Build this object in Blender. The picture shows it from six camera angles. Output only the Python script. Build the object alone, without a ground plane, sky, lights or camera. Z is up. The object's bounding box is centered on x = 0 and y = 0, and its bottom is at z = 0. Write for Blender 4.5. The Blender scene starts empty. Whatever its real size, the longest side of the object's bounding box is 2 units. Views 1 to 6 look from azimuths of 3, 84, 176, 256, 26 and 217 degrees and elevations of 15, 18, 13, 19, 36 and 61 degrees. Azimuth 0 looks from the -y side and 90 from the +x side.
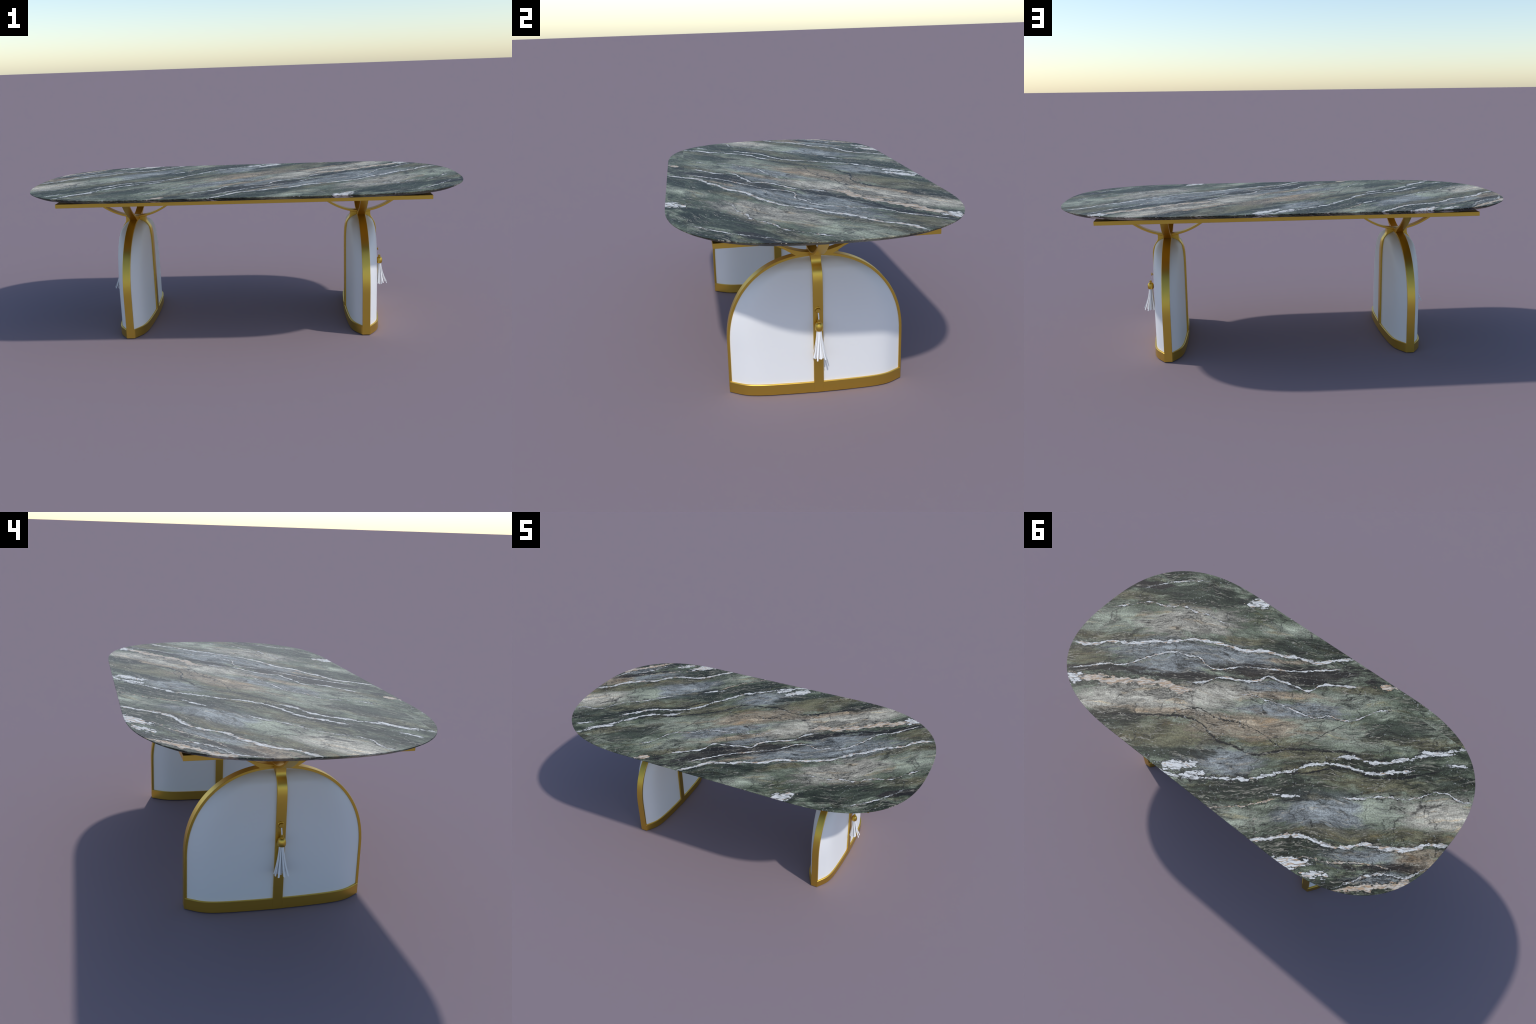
import bpy, bmesh, math, random
from mathutils import Vector, Matrix

rng = random.Random(11)

# ------------------------------------------------------------------ helpers
def new_object(name, verts, faces, material, parent=None, smooth=True, angle=35, bevel=0.0, segs=2):
    me = bpy.data.meshes.new(name)
    me.from_pydata([tuple(v) for v in verts], [], faces)
    bm = bmesh.new(); bm.from_mesh(me)
    bmesh.ops.recalc_face_normals(bm, faces=bm.faces[:])
    if bevel:
        sharp = [e for e in bm.edges if len(e.link_faces) == 2 and e.calc_face_angle(0) > math.radians(40)]
        bmesh.ops.bevel(bm, geom=sharp, offset=bevel, segments=segs, profile=0.5, affect='EDGES', clamp_overlap=True)
    bm.to_mesh(me); bm.free()
    me.materials.append(material)
    if smooth:
        me.polygons.foreach_set("use_smooth", [True] * len(me.polygons))
        me.set_sharp_from_angle(angle=math.radians(angle))
    ob = bpy.data.objects.new(name, me)
    bpy.context.collection.objects.link(ob)
    if parent: ob.parent = parent
    return ob

def copy_object(src, parent, matrix=None):
    ob = src.copy()
    bpy.context.collection.objects.link(ob)
    ob.parent = parent
    if matrix is not None: ob.matrix_local = matrix
    return ob

def strip_between(name, outer, inner, half_width, axis, material, parent=None, bevel=0.0008):
    """Ribbon of rectangular section: outer/inner are matching (a, z) point lists in the
    plane a-z; it is extruded +-half_width along the other horizontal axis."""
    def P(a, z, w): return (a, w, z) if axis == 'x' else (w, a, z)
    n = len(outer); v = []; f = []
    for (oa, oz), (ia, iz) in zip(outer, inner):
        v += [P(oa, oz, -half_width), P(oa, oz, half_width), P(ia, iz, half_width), P(ia, iz, -half_width)]
    for i in range(n - 1):
        a, b = 4 * i, 4 * i + 4
        for k in range(4):
            f.append((a + k, a + (k + 1) % 4, b + (k + 1) % 4, b + k))
    f += [(0, 1, 2, 3), tuple(4 * n - 4 + k for k in range(4))]
    return new_object(name, v, f, material, parent, bevel=bevel, segs=1)

def prism(name, outline, z0, z1, material, parent=None, bevel=0.0, angle=30):
    n = len(outline)
    v = [(x, y, z0) for x, y in outline] + [(x, y, z1) for x, y in outline]
    f = [tuple(range(n)), tuple(range(n, 2 * n))] + [(i, (i + 1) % n, n + (i + 1) % n, n + i) for i in range(n)]
    return new_object(name, v, f, material, parent, bevel=bevel, segs=1, angle=angle)

def lathe(name, profile, material, parent=None, seg=32, axis='z', angle=35):
    v = []; f = []; n = len(profile)
    for r, h in profile:
        for k in range(seg):
            t = 2 * math.pi * k / seg
            c, s = r * math.cos(t), r * math.sin(t)
            v.append((c, s, h) if axis == 'z' else (h, c, s))
    for i in range(n - 1):
        for k in range(seg):
            f.append((i * seg + k, i * seg + (k + 1) % seg, (i + 1) * seg + (k + 1) % seg, (i + 1) * seg + k))
    f += [tuple(range(seg)), tuple(range((n - 1) * seg, n * seg))]
    return new_object(name, v, f, material, parent, angle=angle)

def interp(pts, x):
    """piecewise monotone cubic through (x, y) control points"""
    if x <= pts[0][0]: return pts[0][1]
    if x >= pts[-1][0]: return pts[-1][1]
    d = [(pts[i + 1][1] - pts[i][1]) / (pts[i + 1][0] - pts[i][0]) for i in range(len(pts) - 1)]
    m = [d[0]] + [0 if d[i - 1] * d[i] <= 0 else 2 * d[i - 1] * d[i] / (d[i - 1] + d[i]) for i in range(1, len(d))] + [d[-1]]
    for i in range(len(pts) - 1):
        if x <= pts[i + 1][0]:
            h = pts[i + 1][0] - pts[i][0]; t = (x - pts[i][0]) / h
            return ((1 + 2 * t) * (1 - t) ** 2 * pts[i][1] + t * (1 - t) ** 2 * h * m[i]
                    + t * t * (3 - 2 * t) * pts[i + 1][1] + t * t * (t - 1) * h * m[i + 1])

# ------------------------------------------------------------------ materials
def base_material(name):
    m = bpy.data.materials.new(name); m.use_nodes = True
    nt = m.node_tree; nt.nodes.clear()
    out = nt.nodes.new("ShaderNodeOutputMaterial")
    bs = nt.nodes.new("ShaderNodeBsdfPrincipled")
    nt.links.new(bs.outputs[0], out.inputs[0])
    return m, nt, bs

def gold_material():
    m, nt, bs = base_material("brushed_gold")
    tc = nt.nodes.new("ShaderNodeTexCoord")
    no = nt.nodes.new("ShaderNodeTexNoise"); no.inputs["Scale"].default_value = 220; no.inputs["Detail"].default_value = 3
    nt.links.new(tc.outputs["Object"], no.inputs["Vector"])
    mr = nt.nodes.new("ShaderNodeMapRange"); mr.inputs["To Min"].default_value = 0.36; mr.inputs["To Max"].default_value = 0.40
    nt.links.new(no.outputs["Fac"], mr.inputs["Value"]); nt.links.new(mr.outputs[0], bs.inputs["Roughness"])
    bs.inputs["Base Color"].default_value = (0.72, 0.475, 0.085, 1)
    bs.inputs["Metallic"].default_value = 1.0
    return m

def white_material(name, col, rough):
    m, nt, bs = base_material(name)
    tc = nt.nodes.new("ShaderNodeTexCoord")
    no = nt.nodes.new("ShaderNodeTexNoise"); no.inputs["Scale"].default_value = 160; no.inputs["Detail"].default_value = 4
    nt.links.new(tc.outputs["Object"], no.inputs["Vector"])
    cr = nt.nodes.new("ShaderNodeValToRGB")
    cr.color_ramp.elements[0].color = (col[0] * .985, col[1] * .985, col[2] * .985, 1)
    cr.color_ramp.elements[1].color = (*col, 1)
    nt.links.new(no.outputs["Fac"], cr.inputs[0]); nt.links.new(cr.outputs[0], bs.inputs["Base Color"])
    bs.inputs["Roughness"].default_value = rough
    return m

class Nodes:
    """small wrapper that writes shader maths as function calls"""
    def __init__(self, nt): self.nt = nt
    def _set(self, sock, v):
        if isinstance(v, bpy.types.NodeSocket): self.nt.links.new(v, sock)
        elif isinstance(v, (int, float)) and sock.type == 'RGBA': sock.default_value = (v, v, v, 1)
        elif isinstance(v, tuple) and sock.type == 'RGBA' and len(v) == 3: sock.default_value = (*v, 1)
        else: sock.default_value = v
    def math(self, op, a, b=None, c=None, clamp=False):
        n = self.nt.nodes.new("ShaderNodeMath"); n.operation = op; n.use_clamp = clamp
        for i, v in enumerate((a, b, c)):
            if v is not None: self._set(n.inputs[i], v)
        return n.outputs[0]
    def add(self, a, b): return self.math('ADD', a, b)
    def sub(self, a, b): return self.math('SUBTRACT', a, b)
    def mul(self, a, b): return self.math('MULTIPLY', a, b)
    def mad(self, a, b, c): return self.math('MULTIPLY_ADD', a, b, c)
    def vmath(self, op, a, b=None, out=0):
        n = self.nt.nodes.new("ShaderNodeVectorMath"); n.operation = op
        self._set(n.inputs[0], a)
        if b is not None: self._set(n.inputs[1], b)
        return n.outputs[out]
    def smooth(self, v, lo, hi, to0=0.0, to1=1.0):
        n = self.nt.nodes.new("ShaderNodeMapRange"); n.interpolation_type = 'SMOOTHSTEP'
        self._set(n.inputs["Value"], v); self._set(n.inputs["From Min"], lo); self._set(n.inputs["From Max"], hi)
        self._set(n.inputs["To Min"], to0); self._set(n.inputs["To Max"], to1)
        return n.outputs[0]
    def noise(self, vec, scale, detail=3, rough=0.55, dist=0.0):
        n = self.nt.nodes.new("ShaderNodeTexNoise")
        self._set(n.inputs["Vector"], vec); n.inputs["Scale"].default_value = scale
        n.inputs["Detail"].default_value = detail; n.inputs["Roughness"].default_value = rough
        n.inputs["Distortion"].default_value = dist
        return n.outputs["Fac"]
    def mix(self, fac, a, b, blend='MIX'):
        n = self.nt.nodes.new("ShaderNodeMix"); n.data_type = 'RGBA'; n.blend_type = blend
        self._set(n.inputs[0], fac); self._set(n.inputs[6], a); self._set(n.inputs[7], b)
        return n.outputs[2]
    def combine(self, x, y, z=0.0):
        n = self.nt.nodes.new("ShaderNodeCombineXYZ")
        self._set(n.inputs[0], x); self._set(n.inputs[1], y); self._set(n.inputs[2], z)
        return n.outputs[0]
    def curve(self, v, pts):
        n = self.nt.nodes.new("ShaderNodeFloatCurve"); self._set(n.inputs["Value"], v)
        cm = n.mapping; c = cm.curves[0]
        cm.use_clip = False
        for i, (x, y) in enumerate(pts):
            if i < 2: c.points[i].location = (x, y)
            else: c.points.new(x, y)
        cm.extend = 'HORIZONTAL'; cm.update()
        return n.outputs[0]

# stone colours (linear base colour)
STONE = {'dark': (.026, .031, .021), 'green': (.074, .086, .055), 'sage': (.245, .257, .190), 'beige': (.360, .328, .262),
         'tan': (.272, .212, .143), 'blue': (.205, .214, .208), 'brownblack': (.025, .020, .018), 'olive': (.130, .113, .062)}

# lenses of differently coloured stone between the veins: kind, centre along / across, half length, half width
LENSES_NEAR = [('olive', -0.67, -0.668, 0.14, 0.030), ('dark', -0.40, -0.713, 0.22, 0.060), ('brownblack', -0.60, -0.737, 0.12, 0.020), ('dark', -0.24, -0.651, 0.15, 0.040),
    ('sage', -0.75, -0.509, 0.20, 0.070), ('beige', -0.37, -0.507, 0.18, 0.085), ('green', -0.08, -0.534, 0.10, 0.080), ('olive', -0.08, -0.410, 0.10, 0.020),
    ('dark', 0.18, -0.375, 0.16, 0.050), ('sage', 0.15, -0.478, 0.16, 0.035), ('olive', -0.80, -0.396, 0.16, 0.025),
    ('blue', -0.47, -0.343, 0.28, 0.045), ('blue', -0.13, -0.303, 0.19, 0.050), ('olive', -0.87, -0.285, 0.10, 0.050), ('blue', -0.44, -0.245, 0.16, 0.060)]
LENSES_HEART = [('brownblack', -0.32, -0.188, 0.20, 0.022), ('brownblack', -0.03, -0.228, 0.22, 0.042), ('brownblack', 0.24, -0.221, 0.24, 0.062), ('brownblack', -0.77, -0.215, 0.22, 0.013),
    ('tan', 0.14, -0.294, 0.12, 0.012), ('beige', -0.52, -0.053, 0.32, 0.080), ('beige', -0.20, -0.114, 0.18, 0.050), ('green', -0.79, -0.040, 0.07, 0.050),
    ('sage', -0.14, -0.030, 0.22, 0.036), ('blue', 0.12, -0.016, 0.20, 0.034), ('tan', 0.10, -0.093, 0.14, 0.022), ('blue', 0.02, -0.149, 0.10, 0.030),
    ('sage', 0.37, -0.077, 0.16, 0.055), ('olive', 0.42, -0.144, 0.12, 0.022), ('sage', 0.23, 0.079, 0.22, 0.060), ('sage', 0.43, 0.110, 0.16, 0.055),
    ('tan', -0.07, 0.074, 0.21, 0.060), ('olive', 0.05, 0.140, 0.14, 0.026), ('dark', 0.60, 0.064, 0.13, 0.060), ('olive', 0.71, 0.124, 0.16, 0.030), ('sage', 0.72, 0.040, 0.08, 0.030)]
LENSES_FAR = [('olive', -0.42, 0.123, 0.24, 0.075), ('tan', -0.51, 0.014, 0.17, 0.022), ('blue', -0.16, 0.256, 0.13, 0.075), ('dark', -0.41, 0.223, 0.20, 0.026),
    ('dark', -0.68, 0.060, 0.12, 0.040), ('olive', 0.24, 0.211, 0.22, 0.030), ('dark', 0.03, 0.390, 0.30, 0.050), ('dark', 0.62, 0.259, 0.26, 0.045),
    ('olive', 0.29, 0.283, 0.18, 0.022), ('olive', 0.56, 0.341, 0.24, 0.036), ('dark', 0.82, 0.326, 0.16, 0.050), ('sage', -0.12, 0.530, 0.14, 0.050),
    ('blue', 0.29, 0.473, 0.16, 0.075), ('sage', 0.56, 0.460, 0.24, 0.075), ('beige', 0.80, 0.471, 0.15, 0.085), ('olive', 0.34, 0.581, 0.16, 0.028),
    ('olive', 0.72, 0.580, 0.17, 0.030), ('dark', 0.12, 0.655, 0.16, 0.045), ('blue', 0.46, 0.678, 0.15, 0.040), ('tan', 0.65, 0.677, 0.08, 0.045), ('brownblack', 0.48, 0.722, 0.10, 0.020), ('blue', 0.51, 0.770, 0.09, 0.022)]

# veins: control points of the centre line (along, across), half width, amount of rust, dark selvedge, raggedness
VEINS = [
    ("edge of the pale bed", [(-0.76, -.582), (-0.68, -.604), (-0.57, -.624), (-0.50, -.602), (-0.41, -.604), (-0.36, -.576), (-0.28, -.552), (-0.22, -.515), (-0.16, -.505)], .0040, .5, .8, 1.0),
    ("long white", [(-0.92, -.365), (-0.83, -.351), (-0.75, -.372), (-0.64, -.364), (-0.54, -.379), (-0.41, -.390), (-0.35, -.404), (-0.26, -.389), (-0.17, -.370), (-0.11, -.349), (0.01, -.347), (0.07, -.327), (0.17, -.314), (0.24, -.294), (0.31, -.305), (0.42, -.324)], .0105, .35, .35, .6),
    ("thin cream", [(-0.92, -.208), (-0.83, -.220), (-0.74, -.240), (-0.66, -.239), (-0.59, -.269), (-0.51, -.304), (-0.43, -.323), (-0.37, -.306), (-0.31, -.296), (-0.28, -.258), (-0.23, -.232), (-0.12, -.251), (0.02, -.245), (0.16, -.240), (0.26, -.248), (0.36, -.261)], .0048, .5, .5, .6),
    ("thick cream", [(-0.97, -.160), (-0.80, -.158), (-0.72, -.147), (-0.57, -.146), (-0.49, -.143), (-0.44, -.135), (-0.40, -.108), (-0.36, -.108), (-0.30, -.124)], .023, .6, .3, .5),
    ("dark heart white", [(-0.35, -.153), (-0.27, -.159), (-0.22, -.182), (-0.17, -.185), (-0.12, -.175), (-0.02, -.180), (0.01, -.202), (0.07, -.182), (0.14, -.155), (0.20, -.131), (0.27, -.167), (0.35, -.166), (0.45, -.161)], .0068, .35, .5, .6),
    ("hair cream", [(-0.11, -.095), (-0.05, -.093), (0.02, -.065), (0.10, -.039), (0.17, -.004), (0.23, .015), (0.30, .004), (0.36, .023), (0.42, .020), (0.47, -.009), (0.53, -.035), (0.60, -.041)], .0030, .4, .8, .9),
    ("broad white", [(-0.46, .300), (-0.36, .336), (-0.28, .345), (-0.18, .341), (-0.11, .344), (-0.05, .343), (0.04, .317), (0.14, .291), (0.23, .258), (0.35, .256), (0.41, .273), (0.49, .292), (0.58, .279), (0.68, .270)], .0085, .1, .5, .9),
    ("far white", [(0.32, .220), (0.41, .213), (0.46, .229), (0.53, .237), (0.59, .223), (0.69, .200), (0.75, .181), (0.84, .166), (0.91, .151)], .0085, .2, .6, .9),
    ("rust thread", [(-0.23, .480), (-0.14, .478), (-0.04, .464), (0.02, .445), (0.08, .425)], .0050, .9, .2, .8),
    ("edge of the far bed", [(0.35, .410), (0.40, .416), (0.48, .404), (0.56, .403), (0.64, .407), (0.70, .388), (0.76, .370), (0.81, .376), (0.84, .400), (0.90, .414)], .0045, .5, 1.0, .8),
    ("far long white", [(-0.04, .626), (0.06, .611), (0.16, .591), (0.22, .606), (0.26, .624), (0.32, .639), (0.37, .639), (0.44, .618), (0.49, .633), (0.56, .638), (0.62, .638), (0.70, .614), (0.79, .616)], .0105, .35, .35, .6),
    ("rust hair", [(0.17, .692), (0.22, .688), (0.27, .703), (0.35, .705), (0.43, .706), (0.50, .714), (0.55, .731)], .0032, .8, .5, .9),
    ("end white", [(0.31, .813), (0.41, .775), (0.44, .760), (0.52, .746), (0.58, .758), (0.60, .761), (0.65, .738), (0.69, .715)], .0055, .35, .8, .8),
    ("end cream", [(0.31, .826), (0.42, .806), (0.49, .804), (0.58, .790), (0.64, .775)], .017, .6, .4, .6),
    ("folded thread", [(-0.62, -.715), (-0.50, -.755), (-0.40, -.772), (-0.30, -.775)], .0034, .4, .9, .9),
]
# dark seams without white in them
SEAMS = [
    ([(-0.74, .035), (-0.59, .037), (-0.45, .033), (-0.38, .034), (-0.28, .065), (-0.23, .119), (-0.19, .158), (-0.12, .178), (-0.05, .215), (0.14, .184), (0.28, .186), (0.39, .190), (0.45, .209)], .0085),
    ([(-0.92, -.200), (-0.80, -.205), (-0.70, -.225), (-0.58, -.190), (-0.45, -.185), (-0.35, -.170)], .0090),
    ([(-0.44, .050), (-0.30, -.010), (-0.20, .040), (-0.10, .060), (0.00, .110), (0.10, .178), (0.20, .150), (0.30, .085), (0.38, .040)], .0030),
    ([(0.05, .300), (0.20, .300), (0.35, .268), (0.50, .310), (0.65, .300), (0.80, .255)], .0070),
]
# milky patches: centre along / across, half length, half width, warm or cool
PATCHES = [(-0.36, .285, .085, .026, 0), (-0.30, .325, .050, .020, 0), (0.14, .715, .085, .030, .35), (0.235, .762, .055, .022, .2),
           (-0.045, -.640, .060, .024, .2), (0.565, -.166, .050, .017, .8), (0.77, .178, .055, .015, 0), (-0.88, -.155, .05, .026, 0),
           (0.13, .412, .060, .008, 0), (0.86, .235, .040, .009, 0)]

def marble_material():
    m, nt, bs = base_material("veined_green_marble")
    N = Nodes(nt)
    tc = nt.nodes.new("ShaderNodeTexCoord")
    # the slab is cut obliquely: s runs along the bedding, t across it
    rot = nt.nodes.new("ShaderNodeMapping"); rot.vector_type = 'POINT'
    ang = math.atan2(-0.61, -0.79)
    rot.inputs["Rotation"].default_value = (0, 0, ang); rot.inputs["Scale"].default_value = (0.998, -0.998, 0)
    # mirror then rotate: (x, y) -> (s, t)
    nt.links.new(tc.outputs["Object"], rot.inputs["Vector"])
    sep0 = nt.nodes.new("ShaderNodeSeparateXYZ"); nt.links.new(tc.outputs["Object"], sep0.inputs[0])
    sep = nt.nodes.new("ShaderNodeSeparateXYZ"); nt.links.new(rot.outputs[0], sep.inputs[0])
    s, t = sep.outputs[0], sep.outputs[1]
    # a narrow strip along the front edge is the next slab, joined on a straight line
    zs = N.mul(N.math('LESS_THAN', sep0.outputs[1], -0.435), 3.7)
    P0 = N.combine(s, t, zs)
    wob = N.sub(N.noise(P0, 6.0, 3, 0.6), 0.5)
    jit = N.sub(N.noise(P0, 40.0, 4, 0.75), 0.5)
    # bedding fold: mean course of the veins, so grain follows them
    sn = N.mad(s, 0.5, 0.5)
    th = N.mad(t, 0.5, 0.5)
    fold_near = N.curve(sn, [(.04, .52), (.16, .50), (.25, .485), (.33, .48), (.42, .515), (.5, .525), (.6, .56), (.66, .56), (.75, .54), (.95, .53)])
    fold_far = N.curve(sn, [(.04, .50), (.25, .51), (.32, .52), (.40, .535), (.48, .53), (.57, .49), (.63, .485), (.70, .50), (.80, .49), (.95, .46)])
    w_far = N.smooth(t, -0.15, 0.25)
    fold = N.mad(N.sub(fold_far, fold_near), w_far, fold_near)
    q = N.mad(wob, 0.06, N.sub(t, fold))
    G = N.combine(s, N.mul(q, 5.0), zs)                # stretched along the bedding
    grain_l = N.noise(G, 3.2, 3, 0.6, 0.6)
    grain_m = N.noise(G, 12.0, 4, 0.7, 0.5)
    cloud = N.noise(N.combine(s, N.mul(q, 1.8), zs), 6.5, 6, 0.66, 0.9)
    fine = N.noise(P0, 150.0, 3, 0.75)
    patchy = N.noise(P0, 6.5, 2)

    # ---- base stone
    ramp = nt.nodes.new("ShaderNodeValToRGB"); e = ramp.color_ramp.elements
    e[0].position = 0.34; e[0].color = (*STONE['dark'], 1); e[1].position = 0.74; e[1].color = (*STONE['sage'], 1)
    k = e.new(0.50); k.color = (*STONE['green'], 1)
    nt.links.new(N.mad(grain_l, 0.6, N.mul(cloud, 0.4)), ramp.inputs[0])
    col = ramp.outputs[0]
    edge = N.mad(cloud, 1.5, N.mad(grain_m, 1.7, N.mad(grain_l, 2.2, -2.75)))
    st = N.combine(N.mad(wob, 0.07, s), N.mad(wob, 0.05, t), 0.0)
    lenses = LENSES_NEAR + LENSES_HEART + LENSES_FAR
    for kind in ('green', 'sage', 'beige', 'blue', 'olive', 'tan', 'dark', 'brownblack'):
        best = None
        for k, cs, ct, a, b in lenses:
            if k != kind: continue
            v = nt.nodes.new("ShaderNodeVectorMath"); v.operation = 'MULTIPLY_ADD'
            N._set(v.inputs[0], st); a, b = a * 1.18, b * 1.05
            v.inputs[1].default_value = (1 / a, 1 / b, 0); v.inputs[2].default_value = (-cs / a, -ct / b, 0)
            d = N.vmath('LENGTH', v.outputs[0], out=1)
            best = d if best is None else N.math('MINIMUM', best, d)
        strength = {'blue': .90, 'tan': .90, 'olive': .72, 'dark': .80}.get(kind, .92)
        col = N.mix(N.smooth(N.add(best, edge), 1.40, 0.60, 0.0, strength), col, STONE[kind])
    # ---- tonal grain: streaks, clouds and crystals
    tone = N.mul(N.smooth(grain_m, 0.30, 0.70, 0.60, 1.42), N.smooth(cloud, 0.30, 0.70, 0.55, 1.50))
    tone = N.mul(tone, N.smooth(fine, 0.30, 0.70, 0.64, 1.40))
    col = N.vmath('SCALE', col); nt.links.new(tone, col.node.inputs["Scale"])
    # black pores
    col = N.mix(N.smooth(fine, 0.36, 0.27, 0.0, 0.8), col, (.02, .02, .017))
    # rusty staining along the bedding
    rust_n = N.noise(N.vmath('ADD', G, (7.3, 1.1, 0)), 5.0, 4, 0.68, 0.5)
    col = N.mix(N.smooth(rust_n, 0.54, 0.68, 0.0, 0.45), col, N.mix(1.0, col, (1.5, 1.12, 0.70), 'MULTIPLY'))
    # ---- dark hair cracks, polygonal, stretched along the bedding
    cv = N.combine(N.mad(wob, 0.12, N.mad(jit, 0.02, s)), N.mad(q, 2.4, N.mad(jit, 0.05, N.mul(grain_l, 0.30))), zs)
    crack = None
    for sc, w in ((7.0, 0.026), (17.0, 0.036)):
        vo = nt.nodes.new("ShaderNodeTexVoronoi"); vo.feature = 'DISTANCE_TO_EDGE'; vo.inputs["Scale"].default_value = sc
        nt.links.new(cv, vo.inputs["Vector"])
        k = N.smooth(vo.outputs["Distance"], w, w * .3)
        crack = k if crack is None else N.math('MAXIMUM', crack, N.mul(k, N.smooth(rust_n, 0.44, 0.56, 0.0, 0.8)))
    col = N.mix(N.mul(crack, N.smooth(patchy, 0.42, 0.54, 0.05, 0.70)), col, (.016, .015, .013))
    # fine folded dark lines running with the bedding
    fold_line = N.smooth(N.math('ABSOLUTE', N.sub(rust_n, 0.47)), 0.014, 0.003)
    fold_line2 = N.smooth(N.math('ABSOLUTE', N.sub(grain_l, 0.54)), 0.010, 0.002)
    col = N.mix(N.mul(N.math('MAXIMUM', fold_line, fold_line2), N.smooth(cloud, 0.42, 0.56, 0.85, 0.15)), col, (.020, .019, .016))
    # ---- dark seams
    tj = {r: N.mad(jit, 0.5 * r, th) for r in (0.024, 0.034)}
    wide_dark = N.smooth(grain_m, 0.30, 0.66, 0.15, 1.5)
    def band(pts, tj_):
        c = N.curve(sn, [(a * .5 + .5, b * .5 + .5) for a, b in pts])
        d = N.math('ABSOLUTE', N.sub(tj_, c))
        mid, half = (pts[0][0] + pts[-1][0]) / 2, (pts[-1][0] - pts[0][0]) / 2
        return d, N.smooth(N.math('ABSOLUTE', N.sub(s, mid)), half + .03, half - .05)
    for pts, w in SEAMS:
        d, span = band(pts, tj[0.034])
        k = N.mul(N.smooth(N.math('DIVIDE', d, N.mul(wide_dark, w * .5)), 1.1, 0.4), span)
        col = N.mix(k, col, (.016, .015, .013))
    # ---- pale specks and broken threads in the dark beds
    sp = N.mul(N.smooth(N.noise(P0, 85.0, 3, 0.65), 0.60, 0.68), N.smooth(patchy, 0.46, 0.60, 0.12, 1.0))
    col = N.mix(N.mul(sp, 0.70), col, (.44, .44, .40))
    thr = N.math('ABSOLUTE', N.sub(N.noise(N.vmath('ADD', N.vmath('MULTIPLY', G, (1, 1.6, 1)), (2.0, 9.0, 0)), 4.0, 4, 0.6, 0.3), 0.5))
    thr = N.mul(N.smooth(thr, 0.012, 0.003), N.smooth(cloud, 0.44, 0.60, 0.75, 0.0))
    col = N.mix(thr, col, (.40, .36, .28))
    # ---- veins
    breakup = N.noise(N.vmath('MULTIPLY', P0, (1, 2.2, 1)), 52.0, 3, 0.7)
    width_n = N.noise(N.vmath('MULTIPLY', P0, (1, 1.6, 1)), 19.0, 3, 0.65)
    stain = N.noise(N.vmath('ADD', G, (3.1, 5.7, 0)), 20.0, 3, 0.65)
    fray = N.noise(G, 26.0, 3, 0.62)
    selvedge = N.smooth(breakup, 0.43, 0.52)
    gaps = {0: N.smooth(fray, 0.66, 0.54, 0.35, 1.0), 1: N.smooth(fray, 0.66, 0.52, 0.15, 1.0)}
    widths = {0: N.smooth(width_n, 0.34, 0.66, 0.12, 0.62), 1: N.smooth(width_n, 0.36, 0.66, 0.06, 0.70)}
    ink = {}
    for ru in (0, 1, 2):
        c = N.mix(N.smooth(stain, 0.58 - .06 * ru, 0.67 - .06 * ru, 0.0, 0.9), (.69, .675, .635) if ru < 2 else (.62, .54, .44), (.44, .29, .17))
        ink[ru] = N.mix(N.smooth(fray, 0.50, 0.38, 0.0, 0.80), c, (.17, .165, .15))
    for name, pts, w, ru, selv, rag in VEINS:
        ragged = 1 if rag > .65 else 0
        d, span = band(pts, tj[0.034 if ragged else 0.024])
        rel = N.math('DIVIDE', d, N.mad(N.mul(widths[ragged], w), span, 0.00005))
        dk = N.mul(N.smooth(rel, 3.4, 1.4), N.mul(selvedge, span))
        col = N.mix(dk if selv > .45 else N.mul(dk, .75), col, (.016, .015, .013))
        col = N.mix(N.mul(N.smooth(rel, 1.15, 0.75), N.mul(gaps[ragged], span)), col, ink[2 if ru > .55 else 1 if ru > .3 else 0])
    ragged_edge = N.mad(width_n, 3.4, N.mad(breakup, 2.2, N.mad(cloud, 1.2, -3.3)))
    for cs, ct, a, b, warm in PATCHES:
        v = nt.nodes.new("ShaderNodeVectorMath"); v.operation = 'MULTIPLY_ADD'
        N._set(v.inputs[0], P0); v.inputs[1].default_value = (1 / a, 1 / b, 0); v.inputs[2].default_value = (-cs / a, -ct / b, 0)
        d = N.add(N.vmath('LENGTH', v.outputs[0], out=1), ragged_edge)
        col = N.mix(N.smooth(d, 1.45, 1.05, 0.0, 0.8), col, (.03, .032, .028))
        col = N.mix(N.smooth(d, 1.0, 0.86), col, ink[2 if warm > .5 else 1 if warm > .1 else 0])
    nt.links.new(col, bs.inputs["Base Color"])
    bs.inputs["Roughness"].default_value = 0.5
    bs.inputs["Specular IOR Level"].default_value = 0.15
    return m

GOLD = gold_material()
WHITE = white_material("white_leather", (0.80, 0.80, 0.80), 0.5)
WHITE_FRINGE = white_material("white_fringe_leather", (0.85, 0.85, 0.85), 0.55)
MARBLE = marble_material()

# ------------------------------------------------------------------ the thing
table = bpy.data.objects.new("dining_table", None)
bpy.context.collection.objects.link(table)
table["label"] = "oval dining table, veined green marble top, two white gold-framed arched legs"
table["category"] = "dining table"

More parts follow.
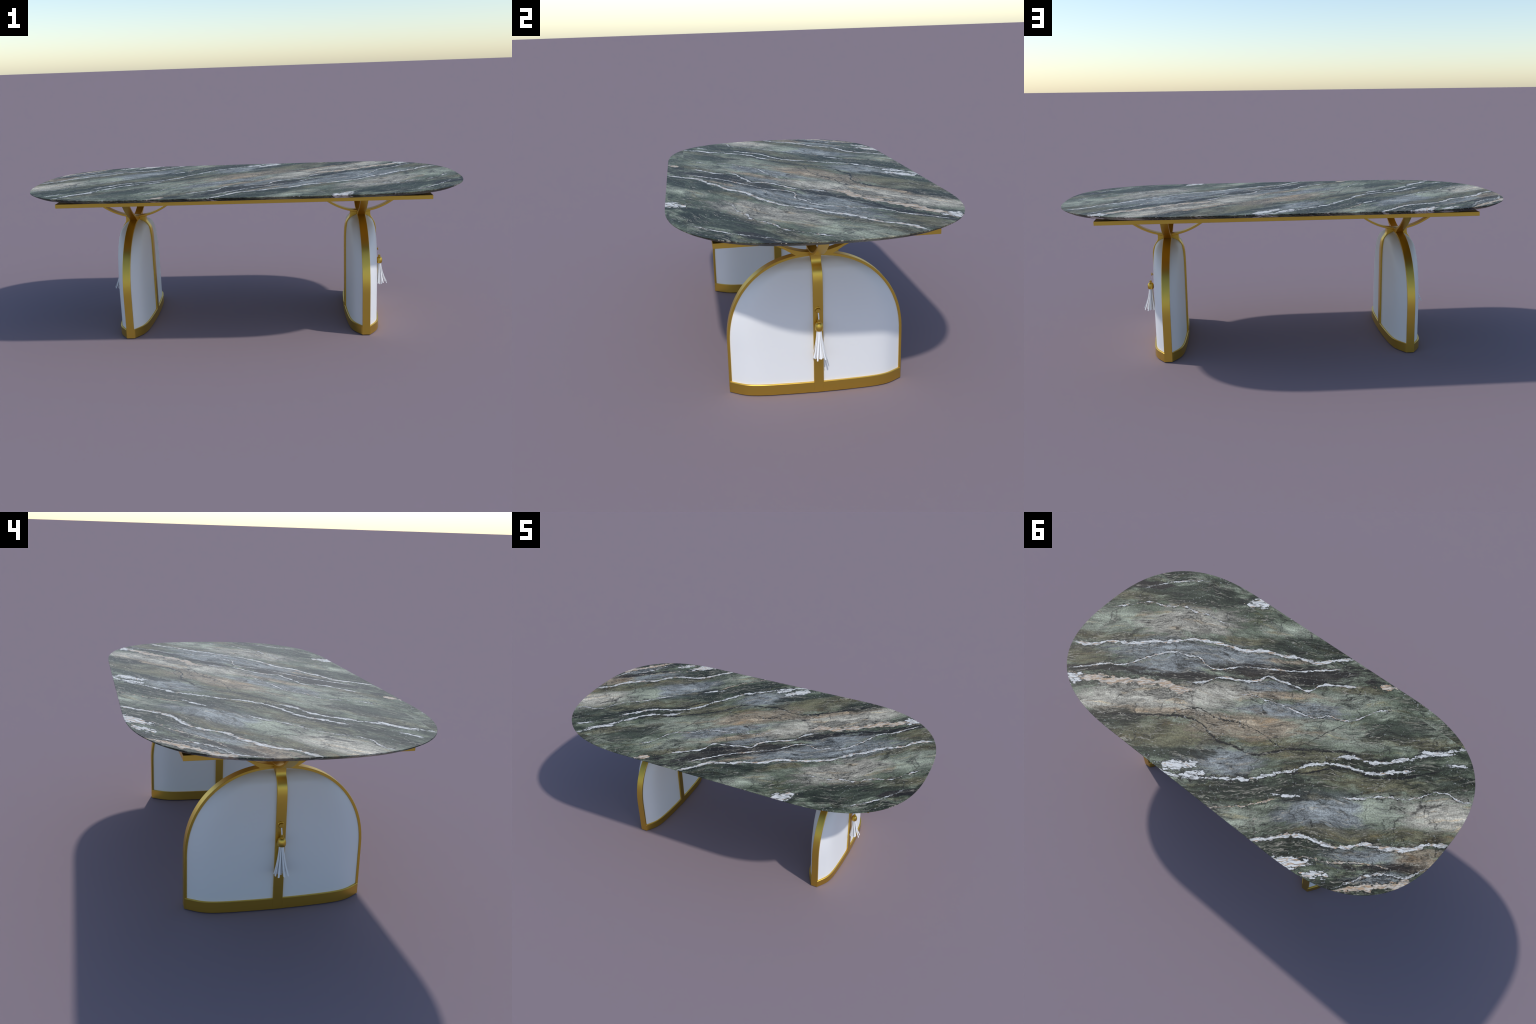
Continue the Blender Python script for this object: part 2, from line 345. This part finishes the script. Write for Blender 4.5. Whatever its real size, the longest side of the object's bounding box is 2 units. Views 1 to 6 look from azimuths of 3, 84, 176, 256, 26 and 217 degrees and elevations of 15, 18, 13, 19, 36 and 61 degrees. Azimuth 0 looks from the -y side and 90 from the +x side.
# ------------------------------------------------------------------ tabletop
TOP_Z, PLATE_TOP, PLATE_BOTTOM = 0.6825, 0.6452, 0.6277
def top_outline(n=320):
    c, a, b, p = 0.44, 0.56, 0.5082, 2.6
    pts = []
    q = n // 4
    for i in range(q):                      # first quadrant, from +x axis towards +y
        t = math.pi / 2 * i / q
        pts.append((c + a * math.cos(t) ** (2 / p), b * math.sin(t) ** (2 / p)))
    full = pts + [(0.0, b)] + [(-x, y) for x, y in reversed(pts)] + [(-x, -y) for x, y in pts[1:]] + [(0.0, -b)] + [(x, -y) for x, y in reversed(pts[1:])]
    return full

def build_top():
    o = top_outline(); n = len(o)
    # outward normals of the outline
    nor = []
    for i in range(n):
        a, b = Vector(o[i - 1]), Vector(o[(i + 1) % n]); d = (b - a).normalized()
        nor.append(Vector((d.y, -d.x)))
    # thin slab: crisp arris, short vertical lip, undercut chamfer, flat underside
    prof = [(-0.0005, TOP_Z), (0, TOP_Z - 0.0005), (0, TOP_Z - 0.0026), (-0.012, TOP_Z - 0.0098), (-0.030, TOP_Z - 0.0180)]
    v = []; f = []
    for off, z in prof:
        for (x, y), nn in zip(o, nor):
            v.append((x + nn.x * off, y + nn.y * off, z))
    m = len(prof)
    for j in range(m - 1):
        for i in range(n):
            k = (i + 1) % n
            f.append((j * n + i, j * n + k, (j + 1) * n + k, (j + 1) * n + i))
    f.append(tuple(range(n))); f.append(tuple(range((m - 1) * n, m * n)))
    return new_object("tabletop", v, f, MARBLE, table, angle=12)
build_top()

PX, PY = 0.8185, 0.361
prism("support_plate", [(-PX, -PY), (PX, -PY), (PX, PY), (-PX, PY)], PLATE_BOTTOM, PLATE_TOP, GOLD, table, bevel=0.0006)
# short posts, far back in the gap, carry the slab a finger's width above the plate
for px in (-0.45, 0.45):
    post = lathe("slab_post", [(0.028, PLATE_TOP - 0.001), (0.028, TOP_Z - 0.0175)], GOLD, table)
    post.location.x = px

# ------------------------------------------------------------------ leg
LEG_X = 0.543
HW = 0.0175                      # half width of every flat bar
ARC_C, ARC_OUT, ARC_IN, ARC_P = 0.19, 0.3205, 0.3115, 2.19   # end arch: springing height, outer and inner spans, fullness of the shoulders
def arch_z(r, y): return ARC_C + (r ** ARC_P - min(abs(y), r) ** ARC_P) ** (1 / ARC_P)
BAND = 0.041                     # height of the base band

# half plan of the foot: share of the bulge against share of the half length
PLAN = [(0, 1), (0.2, .985), (0.41, .94), (0.55, .895), (0.664, .83), (0.74, .755), (0.80, .66), (0.86, .51), (0.903, .365), (0.95, .19), (1, 0)]
def plan_outline(half_len, half_thick, end, n=40):
    q = []
    for i in range(n + 1):
        u = i / n
        q.append((end + (half_thick - end) * interp(PLAN, u), half_len * u))
    return q + [(-x, y) for x, y in reversed(q)] + [(-x, -y) for x, y in q[1:]] + [(x, -y) for x, y in reversed(q[1:])]

# side strap: (x, z) of the inner face, from the floor to the crown
STRAP_IN = [(0.0675, 0.0), (0.0678, 0.15), (0.0682, 0.30), (0.0682, 0.36), (0.0675, 0.40), (0.0655, 0.432),
            (0.0605, 0.463), (0.050, 0.4795), (0.038, 0.4895), (0.025, 0.4955), (0.0125, 0.499), (0.0, 0.500)]
STRAP_OUT = [(0.0757, 0.0), (0.0762, 0.15), (0.0765, 0.30), (0.0765, 0.37), (0.0758, 0.41), (0.074, 0.435),
             (0.0695, 0.4565), (0.0605, 0.4735), (0.0525, 0.485), (0.0487, 0.495), (0.0478, 0.505), (0.0483, 0.5155)]
def smooth_path(pts, n):
    """Catmull-Rom resample of a control polyline, closely following its points"""
    P = [Vector(p) for p in pts]
    P = [P[0] * 2 - P[1]] + P + [P[-1] * 2 - P[-2]]
    out = []
    for i in range(1, len(P) - 2):
        for k in range(n):
            t = k / n
            a, b, c, d = P[i - 1], P[i], P[i + 1], P[i + 2]
            out.append(0.5 * ((2 * b) + (c - a) * t + (2 * a - 5 * b + 4 * c - d) * t * t + (3 * b - a - 3 * c + d) * t ** 3))
    out.append(P[-2])
    return [(p.x, p.y) for p in out]

def strap_half_thickness(z):
    prof = sorted([(zz, x) for x, zz in STRAP_IN])
    return interp(prof, z)

Y_DROP = -0.0035                 # the pair along y passes slightly lower
ARM_LOW, ARM_RISE, ARM_THICK = 0.5100, 2.12, 0.0086   # bracket arms: lowest point, parabola factor, thickness
def arm_z(x): return ARM_LOW + ARM_RISE * x * x

def build_leg(cx, turn):
    leg = prism("leg", plan_outline(ARC_OUT, 0.0755, HW), 0.0, BAND, GOLD, table, bevel=0.0012)
    leg.location = (cx, 0, 0)
    if turn: leg.rotation_euler = (0, 0, math.pi)

    # white upholstered body, four cushions separated by the gold bars
    for sx in (1, -1):
        for sy in (1, -1):
            rows, cols = 56, 40
            v = []; f = []
            for j in range(rows + 1):
                w = j / rows
                z = 0.030 + (0.5018 - 0.030) * (1 - (1 - w) ** 1.6)
                L = ARC_IN + 0.001 if z < ARC_C else max((ARC_IN + 0.001) ** ARC_P - (z - ARC_C) ** ARC_P, 0.02 ** ARC_P) ** (1 / ARC_P)
                T = max(strap_half_thickness(z) + 0.0006, HW)
                puff = 1.0 - 0.33 * max(0.0, min(1.0, (z - 0.30) / 0.18))
                for i in range(cols + 1):
                    u = i / cols
                    h = interp(PLAN, u) ** puff
                    e = HW - 0.003
                    v.append((sx * (e + (T - e) * h), sy * L * u, z))
            for j in range(rows):
                for i in range(cols):
                    a = j * (cols + 1) + i
                    f.append((a, a + 1, a + cols + 2, a + cols + 1))
            new_object("leg_panel", v, f, WHITE, leg)

    # end arch: straight posts running into a half circle, one flat bar
    n = 72
    def arch(r):
        pts = [(-r, 0.0), (-r, 0.06), (-r, 0.13)]
        for k in range(n + 1):
            c, q = math.cos(math.pi * k / n), math.sin(math.pi * k / n)
            pts.append((-r * math.copysign(abs(c) ** (2 / ARC_P), c), ARC_C + r * max(q, 0) ** (2 / ARC_P)))
        return pts + [(r, 0.13), (r, 0.06), (r, 0.0)]
    strip_between("end_arch", arch(ARC_OUT + 0.0004), arch(ARC_IN), HW, 'y', GOLD, leg)

    # side straps on both broad faces, thickening into a web at the neck
    so, si = smooth_path(STRAP_OUT, 6), smooth_path(STRAP_IN, 6)
    # the web's top edge follows the underside of the bracket arms
    so = [(x, min(z, arm_z(x) - 0.0002)) for x, z in so]
    web_o = so + [(x, arm_z(x) - 0.0002) for x in (0.036, 0.024, 0.012, 0.0)]
    web_i = si + [si[-1]] * 4
    k = len(so)
    # resample so that the crown's inner points fan out under the web
    total = len(web_o)
    inner = []
    for i in range(total):
        t = i / (total - 1) * (len(si) - 1)
        a = min(int(t), len(si) - 2); q = t - a
        inner.append((si[a][0] * (1 - q) + si[a + 1][0] * q, si[a][1] * (1 - q) + si[a + 1][1] * q))
    outer = web_o + [(-x, z) for x, z in reversed(web_o[:-1])]
    inner = inner + [(-x, z) for x, z in reversed(inner[:-1])]
    strip_between("side_strap", outer, inner, HW, 'x', GOLD, leg)

    # crotch fillet between the end arch and the arms that run along y
    wo, wi = [], []
    for i in range(-24, 25):
        y = 0.104 * i / 24
        under = arm_z(y) + Y_DROP + 0.0006
        tip = (min(abs(y), 0.104) - 0.066) / 0.038
        low = arch_z(ARC_OUT, y) - 0.001 if tip <= 0 else arch_z(ARC_OUT, 0.066) * (1 - tip) + (arm_z(0.104) + Y_DROP) * tip
        wo.append((y, max(under, low + 0.0002))); wi.append((y, low))
    strip_between("arch_web", wo, wi, HW - 0.0003, 'y', GOLD, leg)

    # bracket arms: shallow bowls curving up to the support plate
    for axis, dz in (('x', 0.0), ('y', Y_DROP)):
        end = math.sqrt((PLATE_BOTTOM + 0.003 - ARM_LOW - dz) / ARM_RISE)
        lower, upper = [], []
        for k in range(-32, 33):
            x = end * k / 32; g = 2 * ARM_RISE * x; ln = math.hypot(1, g)
            lower.append((x, arm_z(x) + dz)); upper.append((x - ARM_THICK * g / ln, arm_z(x) + dz + ARM_THICK / ln))
        strip_between("bracket_arm", lower, upper, HW, axis, GOLD, leg)
    return leg

def build_tassel(leg, turn):
    """knob on the outer strap, lace, gold bead and flat leather fringe; leg-local axes, +x outwards"""
    cx, cz = 0.0945, 0.0
    bead = lathe("tassel", [(0.0098, 0.2497), (0.0122, 0.2510), (0.0140, 0.2540), (0.0148, 0.2585), (0.0150, 0.2635), (0.0144, 0.2690), (0.0130, 0.2740),
                            (0.0108, 0.2782), (0.0080, 0.2805), (0.0050, 0.2812), (0.0046, 0.2825), (0.0053, 0.2835), (0.0053, 0.2905), (0.0047, 0.2912)], GOLD, table)
    bead.location = leg.location
    bead.rotation_euler = leg.rotation_euler
    for v in bead.data.vertices:
        v.co.x += cx; v.co.y -= 0.001
    # knob: flange, peg and head, axis along x
    lathe("hanging_knob", [(0.0102, 0.0755), (0.0114, 0.0766), (0.0116, 0.0780), (0.0108, 0.0793), (0.0094, 0.0796), (0.0080, 0.0786), (0.0028, 0.0784), (0.0026, 0.0800), (0.0026, 0.0850),
                           (0.0030, 0.0858), (0.0070, 0.0860), (0.0075, 0.0866), (0.0075, 0.0876), (0.0068, 0.0884)], GOLD, bead, axis='x')
    k = bpy.data.objects[bead.children[0].name]
    for v in k.data.vertices:
        v.co.y -= 0.0015; v.co.z += 0.3215
    # lace: flat loop from behind the knob head to the collar
    top = Vector((0.0846, -0.0015, 0.3170)); bot = Vector((cx - 0.001, -0.001, 0.2895))
    def ribbon(path, wide, widths, thick, name, mat, parent):
        v = []; f = []
        for p, ww in zip(path, widths):
            i = len(v) // 4
            t = (path[min(i + 1, len(path) - 1)] - path[max(i - 1, 0)]).normalized()
            nrm = t.cross(wide).normalized(); wd = nrm.cross(t).normalized()
            v += [p + wd * ww - nrm * thick, p + wd * ww + nrm * thick, p - wd * ww + nrm * thick, p - wd * ww - nrm * thick]
        n = len(path)
        for i in range(n - 1):
            for k in range(4):
                f.append((4 * i + k, 4 * i + (k + 1) % 4, 4 * i + 4 + (k + 1) % 4, 4 * i + 4 + k))
        f += [(0, 1, 2, 3), tuple(4 * n - 4 + k for k in range(4))]
        return new_object(name, v, f, mat, parent, angle=40)
    lace = [top.lerp(bot, t / 8) + Vector((0.0008 * math.sin(math.pi * t / 8), 0, 0)) for t in range(9)]
    ribbon(lace, Vector((0, 1, 0)), [0.0020] * 9, 0.0005, "tassel_cord", WHITE_FRINGE, bead)
    # fringe of flat strips: an outer ring that flares and a few inner strips
    strips = [(a * 360 / 13, 0.0084, 0.0222) for a in range(13)] + [(a * 40 + 14, 0.0058, 0.0150) for a in range(9)] + [(a * 72, 0.0028, 0.0070) for a in range(5)]
    for a, r0, r1 in strips:
        ang = math.radians(a + rng.uniform(-8, 8))
        d = Vector((math.cos(ang), math.sin(ang), 0)); wide = Vector((-d.y, d.x, 0))
        flare = r1 * rng.uniform(0.88, 1.14)
        flare *= 1.0 + 0.63 * max(0, d.x) ** 1.5        # hangs freely on the outside, pressed on the strap side
        if d.x < 0: flare = min(flare, 0.0150 / max(-d.x, 1e-3))
        zb = 0.1485 + rng.uniform(-0.004, 0.004) + 0.35 * max(0.0, flare - 0.024)
        path = []
        for t in range(15):
            w = t / 14
            r = r0 + (flare - r0) * (0.30 * w + 0.70 * w ** 2)
            path.append(Vector((cx, -0.001, 0.2505 + (zb - 0.2505) * w)) + d * r)
        wv = rng.uniform(0.0021, 0.0029)
        ribbon(path, wide, [wv * (0.85 + 0.25 * t / 14) for t in range(15)], 0.0007, "tassel_strip", WHITE_FRINGE, bead)
    return bead

for cx, turn in ((LEG_X, False), (-LEG_X, True)):
    leg = build_leg(cx, turn)
    build_tassel(leg, turn)
